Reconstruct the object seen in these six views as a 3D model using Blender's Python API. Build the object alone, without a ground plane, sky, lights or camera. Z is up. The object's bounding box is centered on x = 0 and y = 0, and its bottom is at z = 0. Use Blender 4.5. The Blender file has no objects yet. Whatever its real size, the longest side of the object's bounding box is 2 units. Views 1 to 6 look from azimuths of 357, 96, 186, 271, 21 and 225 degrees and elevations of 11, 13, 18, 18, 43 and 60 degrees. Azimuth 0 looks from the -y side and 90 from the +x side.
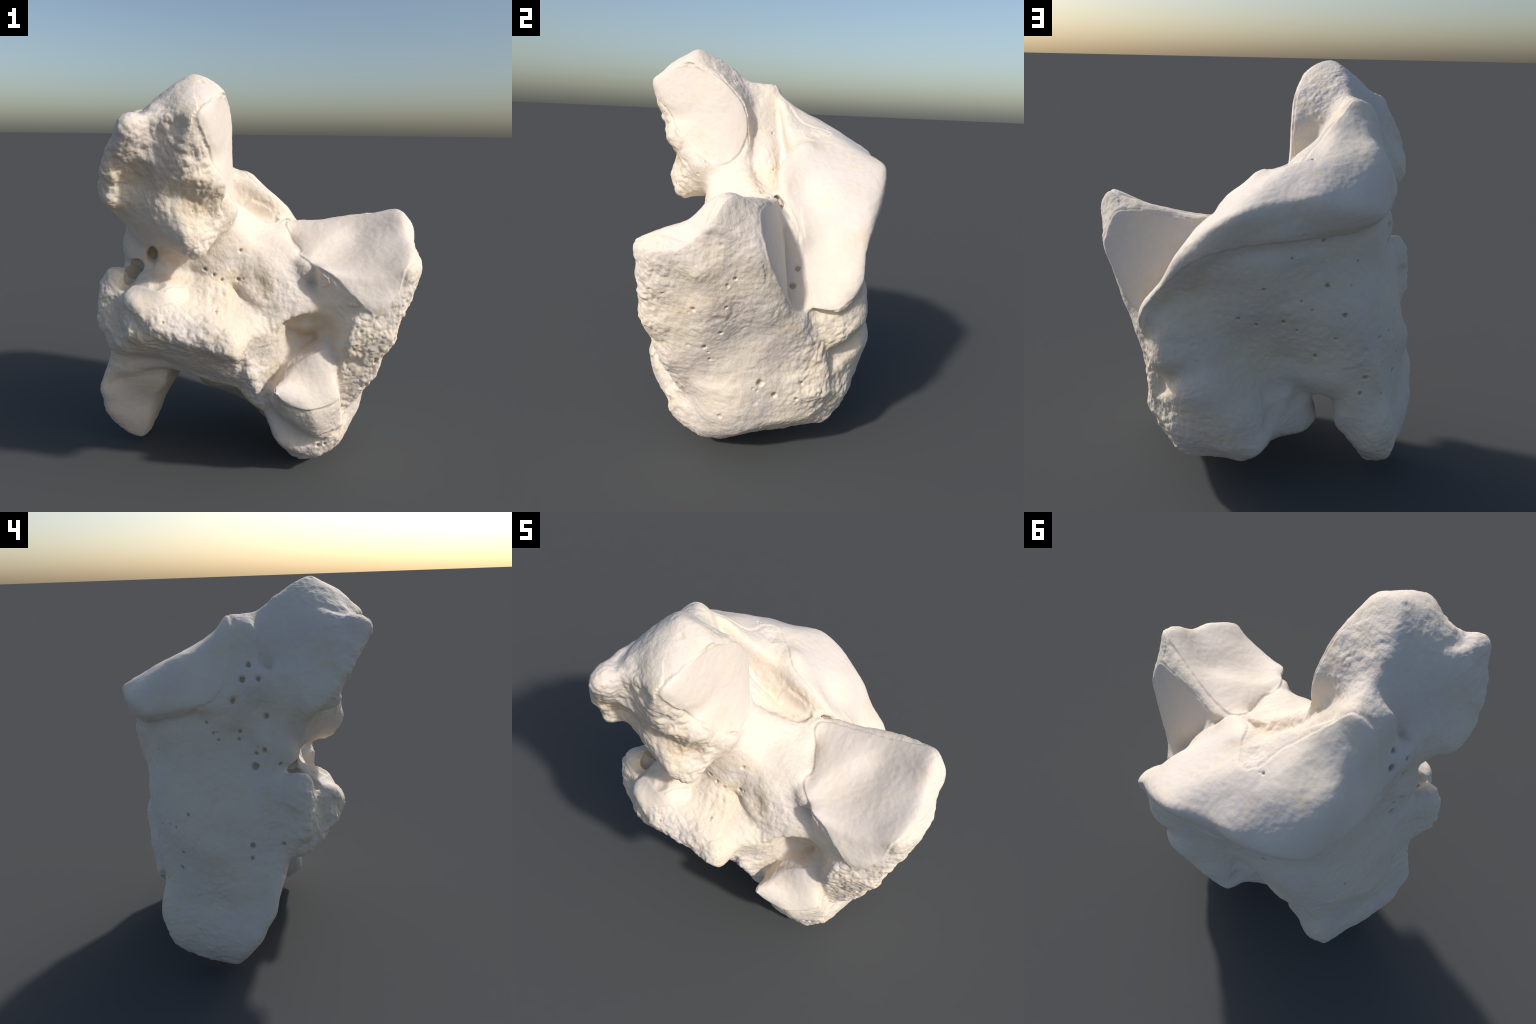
"""A pale carpal bone: lumps, wings and feet are blended solids (convex blocks and
ellipsoids in one distance field), meshed once, then roughened and cut into named parts."""
import numpy as np
from itertools import combinations

H = 0.0085                      # sampling step of the distance field (metres)
LO = np.array([-0.95, -0.80, -0.06])
HI = np.array([0.98, 0.80, 2.10])


# ----------------------------------------------------------------- field tools
def smin(a, b, k):
    if k <= 0:
        return np.minimum(a, b)
    h = np.maximum(k - np.abs(a - b), 0.0) / k
    return np.minimum(a, b) - h * h * k * 0.25


def smax(a, b, k):
    return -smin(-a, -b, k)


def hull_planes(pts):
    """planes (n, c) of the convex hull of a handful of points"""
    P = np.asarray(pts, float)
    P = P + np.random.RandomState(3).uniform(-1e-4, 1e-4, P.shape)
    out = []
    for i, j, k in combinations(range(len(P)), 3):
        n = np.cross(P[j] - P[i], P[k] - P[i])
        l = np.linalg.norm(n)
        if l < 1e-9:
            continue
        n /= l
        s = (P - P[i]) @ n
        if s.max() < 1e-7:
            out.append((n, n @ P[i]))
        elif s.min() > -1e-7:
            out.append((-n, -(n @ P[i])))
    # drop near-duplicates
    keep = []
    for n, c in out:
        if not any(n @ m > 0.9995 and abs(c - d) < 2e-3 for m, d in keep):
            keep.append((n, c))
    return keep


class Field:
    def __init__(self):
        self.ax = [np.arange(LO[i], HI[i] + H, H, dtype=np.float32) for i in range(3)]
        self.shape = tuple(len(a) for a in self.ax)
        self.d = np.full(self.shape, 0.5, np.float32)

    def window(self, lo, hi, m):
        s = []
        for i in range(3):
            a = max(0, int((lo[i] - m - LO[i]) / H))
            b = min(self.shape[i], int((hi[i] + m - LO[i]) / H) + 2)
            s.append(slice(a, b))
        s = tuple(s)
        g = np.meshgrid(*[self.ax[i][s[i]] for i in range(3)], indexing='ij', sparse=True)
        return s, g

    def put(self, s, e, k, cut):
        if cut:
            self.d[s] = smax(self.d[s], -e, k)
        else:
            self.d[s] = smin(self.d[s], e, k)

    def block(self, pts, r=0.03, k=0.06, cut=False):
        """convex block through pts, edges rounded by r, blended over k"""
        P = np.asarray(pts, float)
        s, (x, y, z) = self.window(P.min(0), P.max(0), k + 0.06)
        e = None
        for n, c in hull_planes(P):
            q = (n[0] * x + n[1] * y + n[2] * z - c).astype(np.float32)
            e = q if e is None else smax(e, q, r)
        self.put(s, e - .3 * r, k, cut)

    def ball(self, c, rad, k=0.05, cut=False, rot=None):
        """ellipsoid; rot: rows are its axes"""
        c = np.asarray(c, float)
        rad = np.asarray(rad if np.ndim(rad) else [rad] * 3, float)
        R = np.eye(3) if rot is None else frame(rot)
        m = rad.max()
        s, (x, y, z) = self.window(c - m, c + m, k + 0.03)
        x, y, z = x - c[0], y - c[1], z - c[2]
        q = [R[i, 0] * x + R[i, 1] * y + R[i, 2] * z for i in range(3)]
        k0 = np.sqrt(sum((q[i] / rad[i]) ** 2 for i in range(3)))
        k1 = np.sqrt(sum((q[i] / rad[i] ** 2) ** 2 for i in range(3))) + 1e-6
        self.put(s, (k0 * (k0 - 1) / k1).astype(np.float32), k, cut)

    def at(self, P):
        """trilinear value of the field at points"""
        q = (np.asarray(P, float) - LO) / H
        i = np.clip(np.floor(q).astype(int), 0, np.array(self.shape) - 2)
        t = q - i
        v = 0
        for a in (0, 1):
            for b in (0, 1):
                for c in (0, 1):
                    w = (t[:, 0] if a else 1 - t[:, 0]) * (t[:, 1] if b else 1 - t[:, 1]) * (t[:, 2] if c else 1 - t[:, 2])
                    v = v + w * self.d[i[:, 0] + a, i[:, 1] + b, i[:, 2] + c]
        return v

    def soften(self, s):
        """blur the field by s cells"""
        n = int(np.ceil(2.5 * s))
        k = np.exp(-np.arange(-n, n + 1) ** 2 / (2. * s * s))
        k /= k.sum()
        for ax in range(3):
            self.d = sum(w * np.roll(self.d, o, ax) for w, o in zip(k, range(-n, n + 1))).astype(np.float32)

    def settle(self, pts, sig, ease, limit=.11):
        """push or pull the surface, softly over sig, so that it passes through the landmarks"""
        P = np.asarray(pts, float)
        e = np.clip(-self.at(P), -limit, limit)
        r2 = ((P[:, None] - P[None]) ** 2).sum(-1)
        G = np.exp(-r2 / (2 * sig * sig)) + ease * np.eye(len(P))
        for c, w in zip(P, np.linalg.solve(G, e)):
            s, (x, y, z) = self.window(c, c, 3 * sig)
            gx, gy, gz = [np.exp(-(g - o) ** 2 / (2 * sig * sig)).astype(np.float32)
                          for g, o in zip((x, y, z), c)]
            self.d[s] += np.float32(w) * gx * gy * gz

    def plane_off(self, facet, lift=0, r=.012):
        """shave flat everything that stands over the best plane of a facet outline"""
        P = np.asarray(facet[1], float)
        c, R = loop_frame(facet[0], P)
        base = P - np.outer((P - c) @ R[2] - lift, R[2])
        out = c + (base - c) * 1.12 + R[2] * .14
        self.block(np.concatenate([c + (base - c) * 1.02, out]), r=r, k=.012, cut=True)

    def rope(self, pts, rads, k=0.05, cut=False):
        """chain of round cones along pts"""
        P = np.asarray(pts, float)
        rads = np.asarray(rads if np.ndim(rads) else [rads] * len(P), float)
        m = rads.max()
        s, (x, y, z) = self.window(P.min(0) - m, P.max(0) + m, k + 0.03)
        e = None
        for a, b, ra, rb in zip(P[:-1], P[1:], rads[:-1], rads[1:]):
            v = b - a
            t = ((x - a[0]) * v[0] + (y - a[1]) * v[1] + (z - a[2]) * v[2]) / (v @ v)
            t = np.clip(t, 0, 1)
            q = np.sqrt((x - a[0] - t * v[0]) ** 2 + (y - a[1] - t * v[1]) ** 2
                        + (z - a[2] - t * v[2]) ** 2) - (ra + (rb - ra) * t)
            e = q if e is None else np.minimum(e, q)
        self.put(s, e.astype(np.float32), k, cut)


def frame(axes):
    """orthonormal frame whose first row is axes[0], second row near axes[1]"""
    a = np.asarray(axes[0], float)
    a /= np.linalg.norm(a)
    b = np.asarray(axes[1], float)
    b -= a * (a @ b)
    b /= np.linalg.norm(b)
    return np.stack([a, b, np.cross(a, b)])


def loop_frame(facing, P):
    """centre and frame of an outline; third row is the outward normal"""
    c = P.mean(0)
    R = np.linalg.svd(P - c)[2]
    n = R[2] if R[2] @ np.asarray(facing, float) > 0 else -R[2]
    return c, np.stack([R[0], np.cross(n, R[0]), n])


def surface_nets(d):
    """quads around the zero level of a sampled field"""
    ins = d < 0
    nx, ny, nz = d.shape
    tot = np.zeros((nx - 1, ny - 1, nz - 1), np.int8)
    for i in (0, 1):
        for j in (0, 1):
            for k in (0, 1):
                tot += ins[i:nx - 1 + i, j:ny - 1 + j, k:nz - 1 + k]
    act = (tot > 0) & (tot < 8)
    cell = np.argwhere(act)
    idx = np.full(act.shape, -1, np.int64)
    idx[act] = np.arange(len(cell))
    acc = np.zeros((len(cell), 3))
    cnt = np.zeros(len(cell))
    corners = [(i, j, k) for i in (0, 1) for j in (0, 1) for k in (0, 1)]
    for a in corners:
        for ax in range(3):
            if a[ax]:
                continue
            b = list(a)
            b[ax] = 1
            da = d[cell[:, 0] + a[0], cell[:, 1] + a[1], cell[:, 2] + a[2]]
            db = d[cell[:, 0] + b[0], cell[:, 1] + b[1], cell[:, 2] + b[2]]
            m = (da < 0) != (db < 0)
            t = np.where(m, da / np.where(m, da - db, 1), 0)
            p = np.tile(np.array(a, float), (len(cell), 1))
            p[:, ax] += t
            acc[m] += p[m]
            cnt[m] += 1
    V = (cell + acc / cnt[:, None]) * H + LO
    F = []
    for ax in range(3):
        u, v = (ax + 1) % 3, (ax + 2) % 3
        lo = [slice(1, -1)] * 3
        hi = [slice(1, -1)] * 3
        lo[ax] = slice(0, -1)
        hi[ax] = slice(1, None)
        A, B = ins[tuple(lo)], ins[tuple(hi)]
        for sign in (0, 1):
            e = np.argwhere(A & ~B if sign == 0 else ~A & B)
            off = np.ones(3, int)
            off[ax] = 0
            e = e + off
            du = np.zeros(3, int)
            dv = np.zeros(3, int)
            du[u] = 1
            dv[v] = 1
            g = lambda c: idx[c[:, 0], c[:, 1], c[:, 2]]
            q = [g(e - du - dv), g(e - dv), g(e), g(e - du)]
            if sign:
                q = q[::-1]
            F.append(np.stack(q, 1))
    return V, np.concatenate(F)


# ----------------------------------------------------------------- the bone
# measured spots on the surface (metres), region by region
PITS = [   # x, y, z, radius of the vessel holes
    (-0.591, -0.080, 1.613, 0.0125), (-0.619, -0.047, 1.549, 0.0140), (-0.641, -0.127, 1.553, 0.0154), (-0.637, -0.001, 1.448, 0.0171),
    (-0.629, -0.157, 1.367, 0.0125), (-0.624, 0.131, 1.340, 0.0079), (-0.624, -0.029, 1.290, 0.0095), (-0.623, -0.023, 1.254, 0.0079),
    (-0.625, 0.097, 1.289, 0.0079), (-0.626, 0.075, 1.253, 0.0079), (-0.647, -0.105, 1.188, 0.0095), (-0.660, -0.144, 1.202, 0.0126),
    (-0.656, -0.098, 1.125, 0.0174), (-0.671, -0.224, 1.134, 0.0094), (-0.716, -0.211, 0.876, 0.0080), (-0.699, -0.137, 0.854, 0.0081),
    (-0.742, -0.075, 0.746, 0.0129), (-0.753, -0.073, 0.679, 0.0097), (-0.684, 0.243, 0.895, 0.0097), (-0.699, 0.279, 0.695, 0.0083),
    (-0.690, 0.291, 0.609, 0.0084), (-0.611, 0.390, 0.819, 0.0068), (-0.679, 0.310, 0.828, 0.0066), (-0.745, -0.227, 0.752, 0.0097),
    (0.758, -0.133, 0.966, 0.0110), (0.752, -0.009, 0.966, 0.0109), (0.762, 0.026, 0.997, 0.0081), (0.748, -0.157, 0.845, 0.0098),
    (0.738, -0.013, 0.861, 0.0070), (0.691, -0.043, 0.728, 0.0086), (0.671, -0.121, 0.648, 0.0088), (0.576, 0.128, 0.459, 0.0139),
    (0.549, 0.191, 0.388, 0.0110), (0.509, 0.292, 0.360, 0.0079), (0.638, -0.102, 0.578, 0.0060), (0.588, -0.060, 0.276, 0.0096),
    (0.376, 0.257, 0.968, 0.0139), (0.428, 0.242, 0.893, 0.0153), (0.762, -0.230, 1.072, 0.0069), (0.752, -0.192, 1.114, 0.0068),
    (0.753, -0.008, 1.088, 0.0054), (0.769, 0.062, 1.088, 0.0053), (0.758, -0.287, 0.910, 0.0056), (0.656, -0.106, 0.620, 0.0059),
    (0.506, 0.315, 0.442, 0.0079), (-0.124, 0.072, 1.377, 0.0071), (-0.261, 0.042, 1.568, 0.0074), (-0.041, 0.567, 1.223, 0.0134),
    (-0.217, 0.550, 1.221, 0.0080), (-0.263, 0.560, 1.328, 0.0079), (-0.343, 0.496, 1.285, 0.0081), (-0.365, 0.473, 1.081, 0.0126),
    (-0.104, 0.565, 1.083, 0.0082), (-0.448, 0.474, 0.948, 0.0128), (-0.180, 0.501, 0.911, 0.0086), (-0.239, 0.482, 0.867, 0.0072),
    (-0.412, 0.462, 0.827, 0.0088), (-0.321, 0.445, 0.730, 0.0119), (-0.555, 0.410, 0.619, 0.0123), (-0.538, 0.408, 0.536, 0.0094),
    (-0.062, 0.507, 0.893, 0.0086), (0.012, 0.536, 0.929, 0.0071), (-0.258, 0.505, 1.017, 0.0070), (-0.305, 0.491, 0.973, 0.0057),
    (-0.115, 0.565, 1.269, 0.0066), (-0.492, 0.398, 1.178, 0.0071), (-0.469, 0.431, 1.076, 0.0057), (-0.637, 0.374, 0.528, 0.0063),
    (-0.653, 0.343, 0.832, 0.0061), (-0.275, 0.337, 1.604, 0.0070), (-0.449, -0.544, 0.891, 0.0076), (-0.209, -0.442, 0.918, 0.0078),
    (-0.266, -0.318, 1.088, 0.0096), (-0.222, -0.330, 1.066, 0.0080), (-0.182, -0.331, 1.039, 0.0080), (-0.104, -0.317, 1.039, 0.0096),
    (-0.092, -0.300, 1.179, 0.0080), (0.578, -0.401, 0.650, 0.0084), (0.581, -0.393, 0.631, 0.0084), (0.309, -0.365, 0.172, 0.0088),
    (0.345, -0.367, 0.178, 0.0088), (0.530, -0.353, 0.476, 0.0086),
]
FACETS = {                       # outlines of the smooth joint faces
    "head": ((1, 0, 0), [(-.162, -.415, 1.904), (-.134, -.217, 1.819), (-.135, -.11, 1.70), (-.135, -.085, 1.58), (-.14, -.12, 1.45),
             (-.125, -.225, 1.385), (-.12, -.335, 1.43), (-.20, -.45, 1.53), (-.235, -.535, 1.65), (-.262, -.605, 1.72),
             (-.27, -.646, 1.836)]),
    "wing": ((0, -1, 1), [(.735, .0, 1.345), (.835, -.08, 1.21), (.825, -.17, 1.15), (.76, -.32, 1.12), (.684, -.436, 1.09), (.66, -.45, 1.0),
             (.57, -.475, .905), (.505, -.455, .91), (.43, -.43, .97), (.376, -.416, 1.049), (.287, -.375, 1.115), (.209, -.247, 1.15),
             (.224, -.148, 1.18), (.171, .067, 1.262), (.35, .08, 1.28), (.57, .03, 1.315)]),
    "hook": ((0, -1, 0), [(.078, -.535, .555), (.12, -.455, .59), (.194, -.425, .645), (.319, -.396, .707), (.379, -.421, .639), (.402, -.448, .475),
             (.25, -.50, .43), (.13, -.54, .475)]),
    "wing_back": ((0, 1, 0), [(.69, .11, 1.267), (.747, .156, 1.103), (.68, .20, .96), (.585, .25, .84), (.50, .245, .86), (.38, .19, 1.02),
                  (.27, .155, 1.22), (.45, .115, 1.265)]),
    "ledge": ((0, -1, 1), [(-.646, -.461, .99), (-.583, -.515, .925), (-.47, -.50, .95), (-.358, -.424, .965), (-.35, -.40, 1.02),
              (-.42, -.44, 1.03), (-.454, -.485, 1.015), (-.53, -.47, 1.045), (-.60, -.44, 1.05)]),
    "foot": ((0, -1, 0), [(-.79, -.14, .42), (-.80, -.10, .25), (-.71, .0, .06), (-.62, .02, .03), (-.53, -.06, .2), (-.46, -.14, .40), (-.6, -.16, .48)]),
}
LANDMARKS = {}
LANDMARKS["head"] = [(-.32, -.39, 2.0), (-.26, -.385, 1.99), (-.27, -.646, 1.836), (-.162, -.415, 1.904), (-.136, -.217, 1.815),
             (-.135, -.11, 1.65), (-.262, -.601, 1.705), (-.24, -.535, 1.65), (-.114, -.335, 1.44),
             (-.118, -.235, 1.40), (-.118, -.27, 1.46), (-.208, -.461, 1.38), (-.286, -.504, 1.18), (-.358, -.526, 1.449),
             (-.36, -.562, 1.30), (-.569, -.653, 1.76), (-.561, -.427, 1.826), (-.69, -.57, 1.63),
             (-.728, -.391, 1.405), (-.731, -.47, 1.50), (-.52, -.50, 1.54), (-.4, -.132, 1.85), (-.4, -.213, 1.905),
             (-.465, -.47, 1.27), (-.10, -.33, 1.395), (-.19, -.32, 1.225), (-.10, -.26, 1.33), (-.10, -.195, 1.395), (-.505, -.53, 1.525), (-.65, -.25, 1.475), 
             (-.48, -.52, 1.385), (-.195, -.54, 1.485), (-.43, -.615, 1.75),
             (-.16, -.43, 1.465), (-.315, -.595, 1.61), (-.325, -.585, 1.55), (-.462, -.462, 1.895), (-.385, -.623, 1.808), (-.327, -.637, 1.681),
             (-.582, -.478, 1.821), (-.354, -.561, 1.285)]
LANDMARKS["neck"] = [(-.17, .13, 1.53), (-.09, .165, 1.49), (.08, .10, 1.305), (.085, .04, 1.265), (.10, -.07, 1.235), (-.47, -.325, 1.15), (-.54, -.33, 1.18),
             (-.131, .084, 1.371), (-.225, -.01, 1.55), (-.285, -.03, 1.65), (-.21, .10, 1.41), (-.355, .055, 1.745), (.14, .105, 1.31), (-.60, -.19, 1.575), (-.02, -.17, 1.25), (-.625, -.30, 1.28), (-.63, -.295, 1.17),
              (-.131, -.057, 1.396), (-.014, .052, 1.28),
             (-.612, -.077, 1.567), (-.65, -.102, 1.541), (-.64, .024, 1.437), (-.626, -.159, 1.368),
             (-.632, .126, 1.344), (-.654, -.098, 1.126), (-.621, -.027, 1.288)]
LANDMARKS["roll"] = [(-.445, .015, 1.837), (-.45, .2, 1.684), (-.44, .3, 1.64), (-.34, .35, 1.613), (-.27, .45, 1.56),
             (-.30, .52, 1.524), (-.32, .57, 1.492), (-.215, .59, 1.465), (.0, .66, 1.415), (.0, .634, 1.30),
             (-.60, .32, 1.55), (-.54, .39, 1.555), (-.475, .50, 1.485), (-.44, .48, 1.52), (-.56, .26, 1.645), (-.576, .153, 1.623), (-.535, .085, 1.74),
             (-.22, .251, 1.612), (.145, .443, 1.365), (.2, .43, 1.32), (.33, .30, 1.03), (.25, .28, 1.217), (.365, .21, 1.06), (.295, .175, 1.145), (.46, .235, .85), (.33, .167, 1.19), (.17, .225, 1.30), (.45, .37, .86),
             (.17, .55, 1.08),
             (-.265, .282, 1.607), (-.215, .404, 1.572), (-.045, .225, 1.542), (.22, .154, 1.26),
             (-.584, .391, 1.357), (-.475, .46, 1.315), (.503, .353, .805), (.44, .53, .845)]
LANDMARKS["outer wall"] = [(-.578, .326, 1.252), (-.533, .381, 1.252), (-.49, .397, 1.178), (-.62, .38, .55), (-.64, .41, .42), (-.69, .40, .30),
                   (-.758, -.33, .921),  (-.79, -.35, .95), (-.745, .09, .76), (-.70, .29, .77), (-.53, .44, .92),
                   (-.784, -.31, .80), (-.765, -.15, .61), (-.82, -.13, .35), (-.67, -.21, 1.25), (-.50, .425, 1.04),
                   (-.44, -.245, .545), (-.605, -.08, .30), (-.69, -.20, .48), (-.645, -.37, .69), (-.69, .295, .575), (-.26, .37, .525), (-.46, .47, .98), (-.55, .43, .78), (-.48, .44, .73), (-.475, .43, .605), (-.72, .22, .60), (-.735, -.18, .47), (-.525, -.245, .58), (-.44, .25, .335)]
LANDMARKS["ledge"] = [(-.449, -.549, .893), (-.21, -.44, .917), (-.264, -.318, 1.087), (-.183, -.333, 1.041),
              (-.105, -.313, 1.039), (-.454, -.479, 1.023), (-.358, -.414, .981), (-.583, -.515, .917),
              (-.646, -.461, .99), (-.113, -.565, .741), (-.131, -.536, .818),
              (-.65, -.385, 1.02), (-.24, -.55, .85), (-.72, -.345, 1.07), (-.62, -.43, .72), (-.71, -.35, .72), (-.335, -.37, .60), (-.2, -.555, .86)]
LANDMARKS["front"] = [(-.03, -.362, .97), (.045, -.345, 1.075), (.209, -.247, 1.143), (.295, -.28, 1.12), (.224, -.148, 1.165),
              (.271, -.356, .907), (.14, -.298, .799), (.028, -.268, 1.179), (.127, -.34, .609),
              (-.003, -.379, .473), (-.045, -.405, .505), (-.04, -.345, .40), (.064, -.405, .827), (.06, -.378, .67), (.065, -.395, .75), (-.062, -.345, .93), (-.05, -.425, .655),
              (.02, -.33, .36), (.32, -.375, .955), (-.13, -.41, .565), (.29, -.345, .845), (.315, -.31, .765), (.30, -.385, 1.115), (.25, -.275, .715), (.075, -.39, .39), (.21, -.24, .73), (.265, -.31, .80)]
LANDMARKS["hook"] = [(.319, -.396, .707), (.379, -.421, .639), (.402, -.448, .471), (.26, -.51, .44), (.073, -.53, .55),
             (.18, -.425, .60), (.13, -.465, .57), (.122, -.415, .35), (.464, -.273, .225), (.475, -.256, .317), (.307, -.365, .173), (.449, -.329, .207), (.36, -.255, .63), (.105, -.475, .435), (.49, -.31, .385)]
LANDMARKS["wing"] = [(.563, -.466, .90), (.63, -.458, .94), (.505, -.45, .901), (.687, -.426, 1.048), (.684, -.436, 1.117),
             (.822, -.166, 1.154), (.376, -.416, 1.049), (.461, -.462, .879), (.735, .02, 1.345), (.57, .05, 1.315),
             (.41, .09, 1.295), (.49, .08, 1.312), (.45, -.2, 1.145), (.59, -.25, 1.172), (.57, -.18, 1.19), (.5, -.05, 1.225), (.747, .156, 1.103),
             (.69, .11, 1.267), (.578, .254, .835), (.835, -.12, 1.05), (.69, -.404, .855), (.62, -.395, .675),
             (.55, -.372, .53), (.508, -.467, .92), (.473, -.473, .89), (.432, -.467, .837), (.505, -.464, .773),
             (.439, -.405, .623), (.399, -.393, .563), (.71, -.14, .73), (.52, .265, .51), (.45, .44, .39),
             (.60, .06, .51), (.625, .0, .61), (.63, -.28, .55), (.675, .01, .755), (.615, -.25, .52), (.755, -.07, .855), (.575, -.19, .415), (.785, -.15, .97), (.635, -.29, .60), (.755, -.39, .99)]
LANDMARKS["back"] = [(.05, .575, 1.10), (.38, .575, .85), (.33, .59, .70), (.25, .61, .60), (.20, .60, .50), (.055, .51, .82), (-.41, .40, .51), (-.10, .475, .425), (-.565, .39, .22), (-.2, .42, .655), (.37, .485, .455), (-.13, .58, 1.18), (-.295, .27, .25),
             (-.326, .441, .713), (-.15, .465, .80), (-.14, .56, 1.10), (-.27, .52, 1.19), (-.28, .50, 1.09),
             (.31, .53, .62), (.14, .52, .25), (-.14, .425, .535), (-.06, .49, .53), (.36, .48, .57), (-.17, .425, .43), (.05, .52, .235), (-.315, .315, .44)]
LANDMARKS["outline"] = [(.785, -.27, 1.185), (.285, .577, 1.196), (.356, .562, 1.069), (.20, .592, 1.293), (.11, .635, 1.365),
                (-.80, -.19, .40), (-.785, -.12, .25), (-.185, .30, .213), (-.15, .265, .19), (.0, .272, .098), (-.088, .306, .156),
                (.455, .51, .952), (-.619, .43, .325), (-.548, .405, .346), (.562, -.127, .251), (.783, -.084, 1.325),
                (-.023, .552, .259), (.02, .584, .424), (-.771, .101, .744), (-.565, -.45, 1.02),
                (-.751, -.27, .74), (.825, -.11, 1.21), (.037, .357, .078), (.63, .225, .81), (.68, .192, .914), (.68, -.391, .75),
                (-.421, .092, 1.749), (-.666, -.449, 1.43), (-.784, .111, .203), (-.511, .297, .213), (-.109, .265, 1.54),
                (-.29, -.525, 1.923), (.301, .498, .239), (.088, -.325, .188), (.42, -.046, .066), (.608, .095, 1.312)]


def build_field():
    f = Field()
    # trunk: flat outer (-x) wall turning round a soft corner into the bulging back (+y) wall
    f.block([(-.64, -.22, 1.40), (-.63, .12, 1.38), (-.55, .36, 1.34), (-.20, .52, 1.28), (.10, .54, 1.25),
             (.20, .45, 1.15), (.18, .05, 1.20), (-.15, -.20, 1.18),
             (-.67, -.26, 1.12), (-.65, .10, 1.10), (-.53, .36, 1.08), (-.28, .48, 1.10), (.0, .57, 1.08),
             (.25, .57, 1.0), (.40, .45, .95), (-.75, -.28, .80), (-.70, .05, .80), (-.56, .32, .80),
             (.1, .59, .75), (.36, .55, .70), (.45, .40, .6), (-.79, -.20, .50), (-.72, .10, .50),
             (-.55, .33, .50), (.45, -.10, .70), (.10, -.28, .80), (-.45, .36, .55), (-.40, -.15, .50),
             (.00, -.30, .48)], r=.08, k=.02)
    for c, r in (((.28, .12, .55), (.28, .32, .32)), ((-.02, .12, .95), (.26, .38, .32)), ((-.4, .0, .85), (.28, .30, .33)),
                 ((.42, -.05, .92), (.3, .22, .22)), ((-.4, .0, 1.3), (.22, .24, .35)), ((-.38, -.1, 1.5), (.18, .2, .25)),
                 ((.17, -.1, 1.05), (.16, .16, .15)), ((-.12, -.18, .90), (.16, .15, .16)), ((.2, -.2, .85), (.1, .1, .1))):
        f.ball(c, r, k=.03)                              # solid core
    # bulge of the back wall over the broad foot
    f.block([(.0, .56, .75), (.14, .605, .62), (.10, .60, .50), (.30, .56, .55), (.36, .50, .36), (.05, .50, .30),
             (-.10, .50, .40), (.0, .3, .6), (.3, .3, .5)], r=.08, k=.08)
    # lower outer foot
    f.block([(-.82, -.15, .36), (-.70, .38, .32), (-.79, .0, .16), (-.68, .30, .11), (-.71, .02, .03),
             (-.63, .04, .0), (-.62, .2, .04), (-.56, .28, .08), (-.45, .36, .36), (-.42, -.10, .42),
             (-.45, -.20, .44), (-.55, -.10, .20), (-.69, .36, .20), (-.79, -.20, .52),
             (-.60, .37, .6), (-.50, .0, .7), (-.45, .2, .5)], r=.04, k=.08)
    # broad lower foot
    f.block([(.05, .28, .02), (.22, .25, .05), (.34, -.10, .02), (.30, -.20, .02), (.22, -.20, .01),
             (.10, .05, .04), (.00, .41, .15), (.30, .42, .15), (.54, .05, .18),
             (.46, -.20, .11), (.32, -.34, .12), (.14, -.33, .18), (.0, .48, .30), (.32, .52, .34), (.48, .32, .24), (.62, -.04, .42),
             (.50, -.32, .40), (.42, .50, .5), (-.1, .50, .45), (.05, -.3, .36)], r=.03, k=.08)
    # spur of the broad foot beside the arch
    f.block([(-.30, .26, .25), (-.29, .2, .33), (-.10, .31, .20), (.0, .40, .17), (.05, .28, .07), (-.12, .47, .32),
             (-.2, .4, .5), (.05, .05, .3), (.1, .3, .5), (-.2, .1, .5)], r=.02, k=.10)
    # outer wall between broad foot and wing, with a raised front margin
    f.block([(.82, -.12, 1.0), (.77, -.14, .88), (.70, -.10, .70), (.64, -.06, .50), (.58, -.0, .30), (.69, -.40, .86),
             (.62, -.39, .68), (.55, -.37, .53), (.50, -.31, .38), (.46, -.26, .22), (.60, .22, .86), (.54, .30, .62),
             (.46, .43, .52), (.45, .43, .38), (.47, -.45, .86), (.44, -.40, .62), (.40, -.39, .56), (.4, -.2, .3),
             (.3, .3, .6), (.45, .3, .75)], r=.04, k=.06)
    # wing
    f.block([(.74, .0, 1.355), (.67, .03, 1.345), (.25, .14, 1.27), (.83, -.06, 1.25),
             (.84, -.2, 1.12), (.70, .11, 1.27), (.75, .15, 1.10), (.70, -.42, 1.08),
             (.69, -.40, .93), (.60, -.465, .94), (.53, -.47, .925), (.40, -.42, 1.03), (.29, -.38, 1.12),
             (.21, -.25, 1.175), (.17, .05, 1.25), (.60, .23, .85), (.60, -.33, .70),
             (.64, -.05, .60), (.5, .05, .60), (.3, -.2, .8)], r=.025, k=.05)
    # saddle-shaped roll
    f.block([(-.45, .02, 1.84), (-.45, .2, 1.69), (-.43, .3, 1.645), (-.02, .195, 1.535), (-.26, .40, 1.58),
             (-.32, .55, 1.51), (-.25, .61, 1.475), (.0, .66, 1.415), (.02, .64, 1.31), (-.25, .57, 1.33),
             (-.54, .36, 1.52), (-.575, .15, 1.625), (-.54, .08, 1.73), (-.58, .39, 1.38), (-.63, .15, 1.45),
             (-.5, .48, 1.42),
             (.245, .16, 1.27), (.21, .58, 1.24), (.33, .56, 1.09), (.51, .37, .80), (.46, .47, .80),
             (.41, .53, .93), (.35, .25, .85), (-.3, .45, 1.26), (-.3, .1, 1.2), (.1, .45, .9)],
            r=.05, k=.04)
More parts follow.
